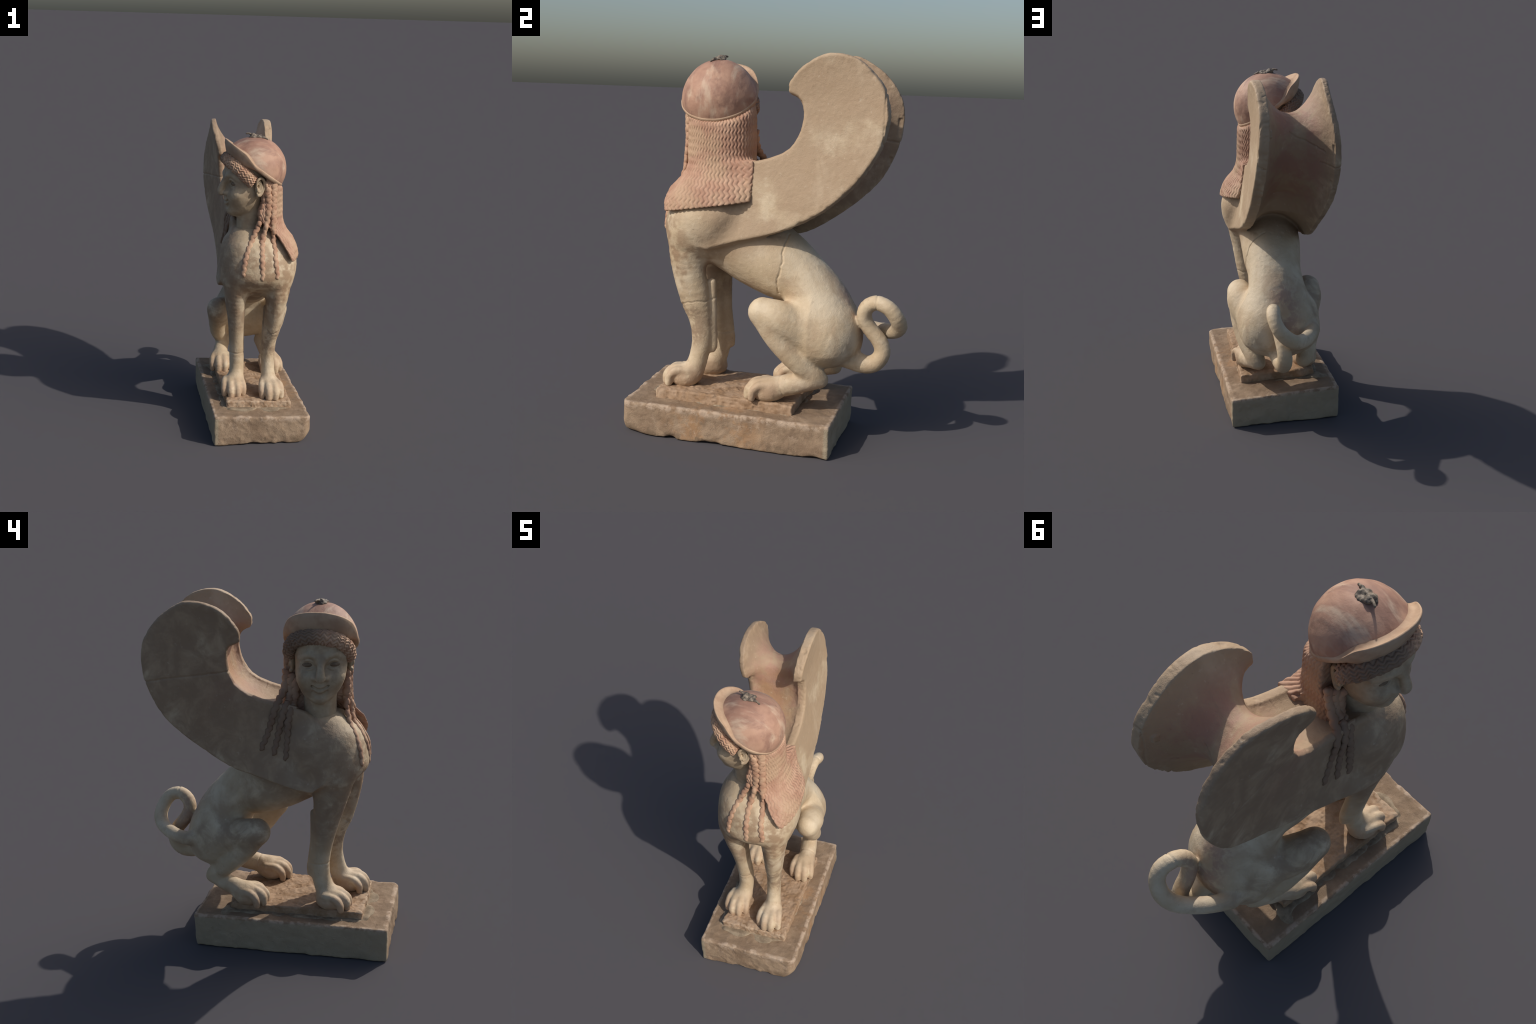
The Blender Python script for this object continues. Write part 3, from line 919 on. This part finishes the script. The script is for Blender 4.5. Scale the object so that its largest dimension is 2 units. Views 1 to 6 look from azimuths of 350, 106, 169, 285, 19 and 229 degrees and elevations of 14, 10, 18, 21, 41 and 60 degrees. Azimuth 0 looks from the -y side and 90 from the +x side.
def build_fringe():
    V, Q = polygonise(fringe_field, (-.30, -.60, 1.60), (.16, -.06, 1.95), .0030)
    N = vertex_normals(V, Q)
    q = V - CC
    f, r, h = q @ CF2, q @ CR, q @ CN
    phi = np.arctan2(r, f); a = np.arctan2(h + .047 + .022 * np.clip(np.abs(phi) - .5, 0, 1), (np.hypot(f, r) - (.190 - .036 * (1 - np.clip(np.cos(phi), 0, 1) ** 1.3))))
    s = (a * .036 / .0175) + .36 * np.sin(phi * .185 / .032 * 2 * math.pi + 1.6 * vnoise(V, 12, 8)) + .9 * vnoise(V, 18, 2)
    strand = np.abs(np.cos(math.pi * s)) ** .7 - .6
    V = V + N * (strand * .0085 + .004 * vnoise(V, 45, 12))[:, None]
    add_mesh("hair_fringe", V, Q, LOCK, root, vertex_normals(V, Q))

build_fringe()

def body_and_neck(P):
    return np.minimum(np.minimum(smin(chest_shape(P), wings_shape(P), .03), hair_field(P)), neck_shape(P))

def add_lock(path, r0, phase):
    s = spline(path, 16)
    n = len(s)
    t = np.linspace(0, 1, n)
    for _ in range(5):
        d, g = grad(body_and_neck, s, .006)
        s = s - g * np.minimum(d + .003, 0)[:, None]
        s[1:-1] = .5 * s[1:-1] + .25 * (s[:-2] + s[2:])
    length = np.concatenate([[0], np.cumsum(np.linalg.norm(np.diff(s, axis=0), axis=1))])
    side = np.cross(np.gradient(s, axis=0), grad(body_and_neck, s, .01)[1]); side /= np.linalg.norm(side, axis=1)[:, None]
    wob = np.sin(length * 2 * math.pi / .040 + phase)
    s = s + side * (wob * .0045)[:, None]
    rad = r0 * (1 - .42 * t) * (1 + .05 * np.sin(2 * (length * 2 * math.pi / .040) + phase))
    rad[-1] *= .25; rad[-2] *= .7; rad[0] *= .6
    V, F = tube_mesh(s, rad, 14)
    nrm = np.repeat(grad(body_and_neck, s, .008)[1], 14, axis=0)
    off = V - np.repeat(s, 14, axis=0)
    V = V - nrm * (.35 * (off * nrm).sum(1))[:, None]
    cap0 = len(V); V = np.vstack([V, s[:1], s[-1:]])
    # close the ends
    ends = [(k, cap0, cap0, (k + 1) % 14) for k in range(14)]
    me_f = [tuple(f) for f in F] + [((k + 1) % 14, k, cap0) for k in range(14)] + [((n - 1) * 14 + k, (n - 1) * 14 + (k + 1) % 14, cap0 + 1) for k in range(14)]
    me = bpy.data.meshes.new("hair_lock"); me.from_pydata(V.tolist(), [], me_f); me.update()
    me.polygons.foreach_set("use_smooth", np.full(len(me.polygons), True))
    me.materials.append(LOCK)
    ob = bpy.data.objects.new("hair_lock", me); bpy.context.collection.objects.link(ob); ob.parent = root

def build_locks():
    # right side, from behind the ear over the shoulder to the breast
    for i, pts in enumerate([
            [(.010, -.452, 1.675), (.004, -.462, 1.60), (.006, -.464, 1.53), (-.010, -.462, 1.43), (-.064, -.468, 1.315), (-.115, -.50, 1.196), (-.130, -.545, 1.087)],
            [(.036, -.460, 1.680), (.036, -.470, 1.60), (.037, -.471, 1.53), (.032, -.476, 1.43), (.001, -.506, 1.304), (-.008, -.539, 1.188), (-.005, -.555, 1.064)],
            [(.066, -.458, 1.685), (.070, -.468, 1.60), (.072, -.470, 1.53), (.074, -.478, 1.42), (.077, -.511, 1.298), (.082, -.540, 1.182), (.095, -.572, 1.070)]]):
        # the lower part lies on the breast wherever that is
        q = []
        for x, y, z in pts:
            p = march(body_and_neck, (x, -1.0, z), (0, 1, 0)) if z < 1.33 else None
            q.append([x, y if p is None else float(p[1]) - .004, z])
        add_lock(q, .0225, i * 1.3)
    # left side: (y, z) pairs dropped from the left
    for i, (head_pts, low) in enumerate([
            ([(-.06, -.150, 1.60), (-.085, -.142, 1.51)], [(-.105, 1.41), (-.067, 1.289), (-.021, 1.181)]),
            ([(-.07, -.178, 1.58), (-.095, -.172, 1.47)], [(-.147, 1.385), (-.121, 1.277), (-.092, 1.156)]),
            ([(-.08, -.205, 1.56), (-.10, -.195, 1.44)], [(-.176, 1.355), (-.171, 1.258), (-.16, 1.13)])]):
        pts = [list(p) for p in head_pts]
        for y, z in low:
            p = [float(v) for v in march(body_and_neck, (-1.0, y, z), (1, 0, 0))]
            p[0] -= .004
            pts.append(p)
        add_lock(pts, .022, i * 1.1 + .4)

build_locks()

# =====================================================================
# 8. slab under the feet and base block
# =====================================================================
def block_field(P, corners, z0, z1, round_r, rough, seed):
    """upright prism on a convex quad with rounded edges and rough faces"""
    x, y, z = P.T
    d = np.maximum(z0 - z, z - z1)
    c = np.array(corners)
    for a, b in zip(c, np.roll(c, -1, 0)):
        e = (b - a) / np.linalg.norm(b - a)
        d = smax(d, ((x - a[0]) * e[1] - (y - a[1]) * e[0]), round_r)
    return d + rough(P, seed)

def build_base():
    quad = [(-.318, -.722), (.318, -.722), (.318, .398), (-.322, .388)]
    def rough(P, seed):
        low = np.clip((.05 - P[:, 2]) / .05, 0, 1)
        side = (P[:, 0] > .25)
        return .0035 * fbm(P, 20, 3, seed) + low * np.clip(vnoise(P, 16, 77) - .1, 0, 1) * .02 * (side | (P[:, 1] < -.68))
    def f(P):
        Pt = P.copy(); Pt[:, 2] += .045 * P[:, 0] * np.clip(P[:, 2] / .15, 0, 1)
        d = block_field(Pt, quad, .0, .187, .012, rough, 51)
        x, y, z = P.T
        # battered front right corner, undercut below
        d = smax(d, (.62 * x - .78 * y - .74), .01)
        d = smax(d, .7 * x - .6 * (z - .1) - .3 * (y + .6) - .276, .02)
        return np.maximum(d, -z + .0)
    V, Q = polygonise(f, (-.36, -.76, -.03), (.36, .43, .23), .005)
    N = vertex_normals(V, Q)
    V[:, 2] = np.maximum(V[:, 2], 0)
    add_mesh("base_block", V, Q, BASE, root)

    quad2 = [(-.222, -.575), (.212, -.572), (.232, .185), (-.215, .195)]
    def rough2(P, seed):
        return .004 * fbm(P, 24, 3, seed) + .006 * np.abs(vnoise(P, 50, seed + 9))
    def g(P):
        Pz = P.copy()
        Pz[:, 2] += .03 * P[:, 0]
        d = block_field(Pz, quad2, .12, .238, .010, rough2, 61)
        x, y, z = P.T
        return smin(d, ellipsoid(P, (-.13, .16, .215), (.05, .05, .035)), .03)
    V, Q = polygonise(g, (-.27, -.62, .11), (.28, .30, .29), .0045)
    add_mesh("plinth_slab", V, Q, SLAB, root)

    # mortar bedding squeezed out round the slab
    def mfield(P):
        d = block_field(P, [(-.24, -.592), (.226, -.59), (.246, .20), (-.235, .212)], .15, .191, .012, lambda P, s: .045 * P[:, 0] + .006 * fbm(P, 22, 2, s), 71)
        for c, zz in (((-.10, -.597), .191), ((.07, -.60), .184), ((-.245, .215), .198)):
            d = smin(d, ellipsoid(P, (*c, zz), (.06, .03, .007)), .02)
        return d
    V, Q = polygonise(mfield, (-.32, -.66, .14), (.30, .28, .22), .0045)
    add_mesh("mortar_bed", V, Q, MORTAR, root)

build_base()
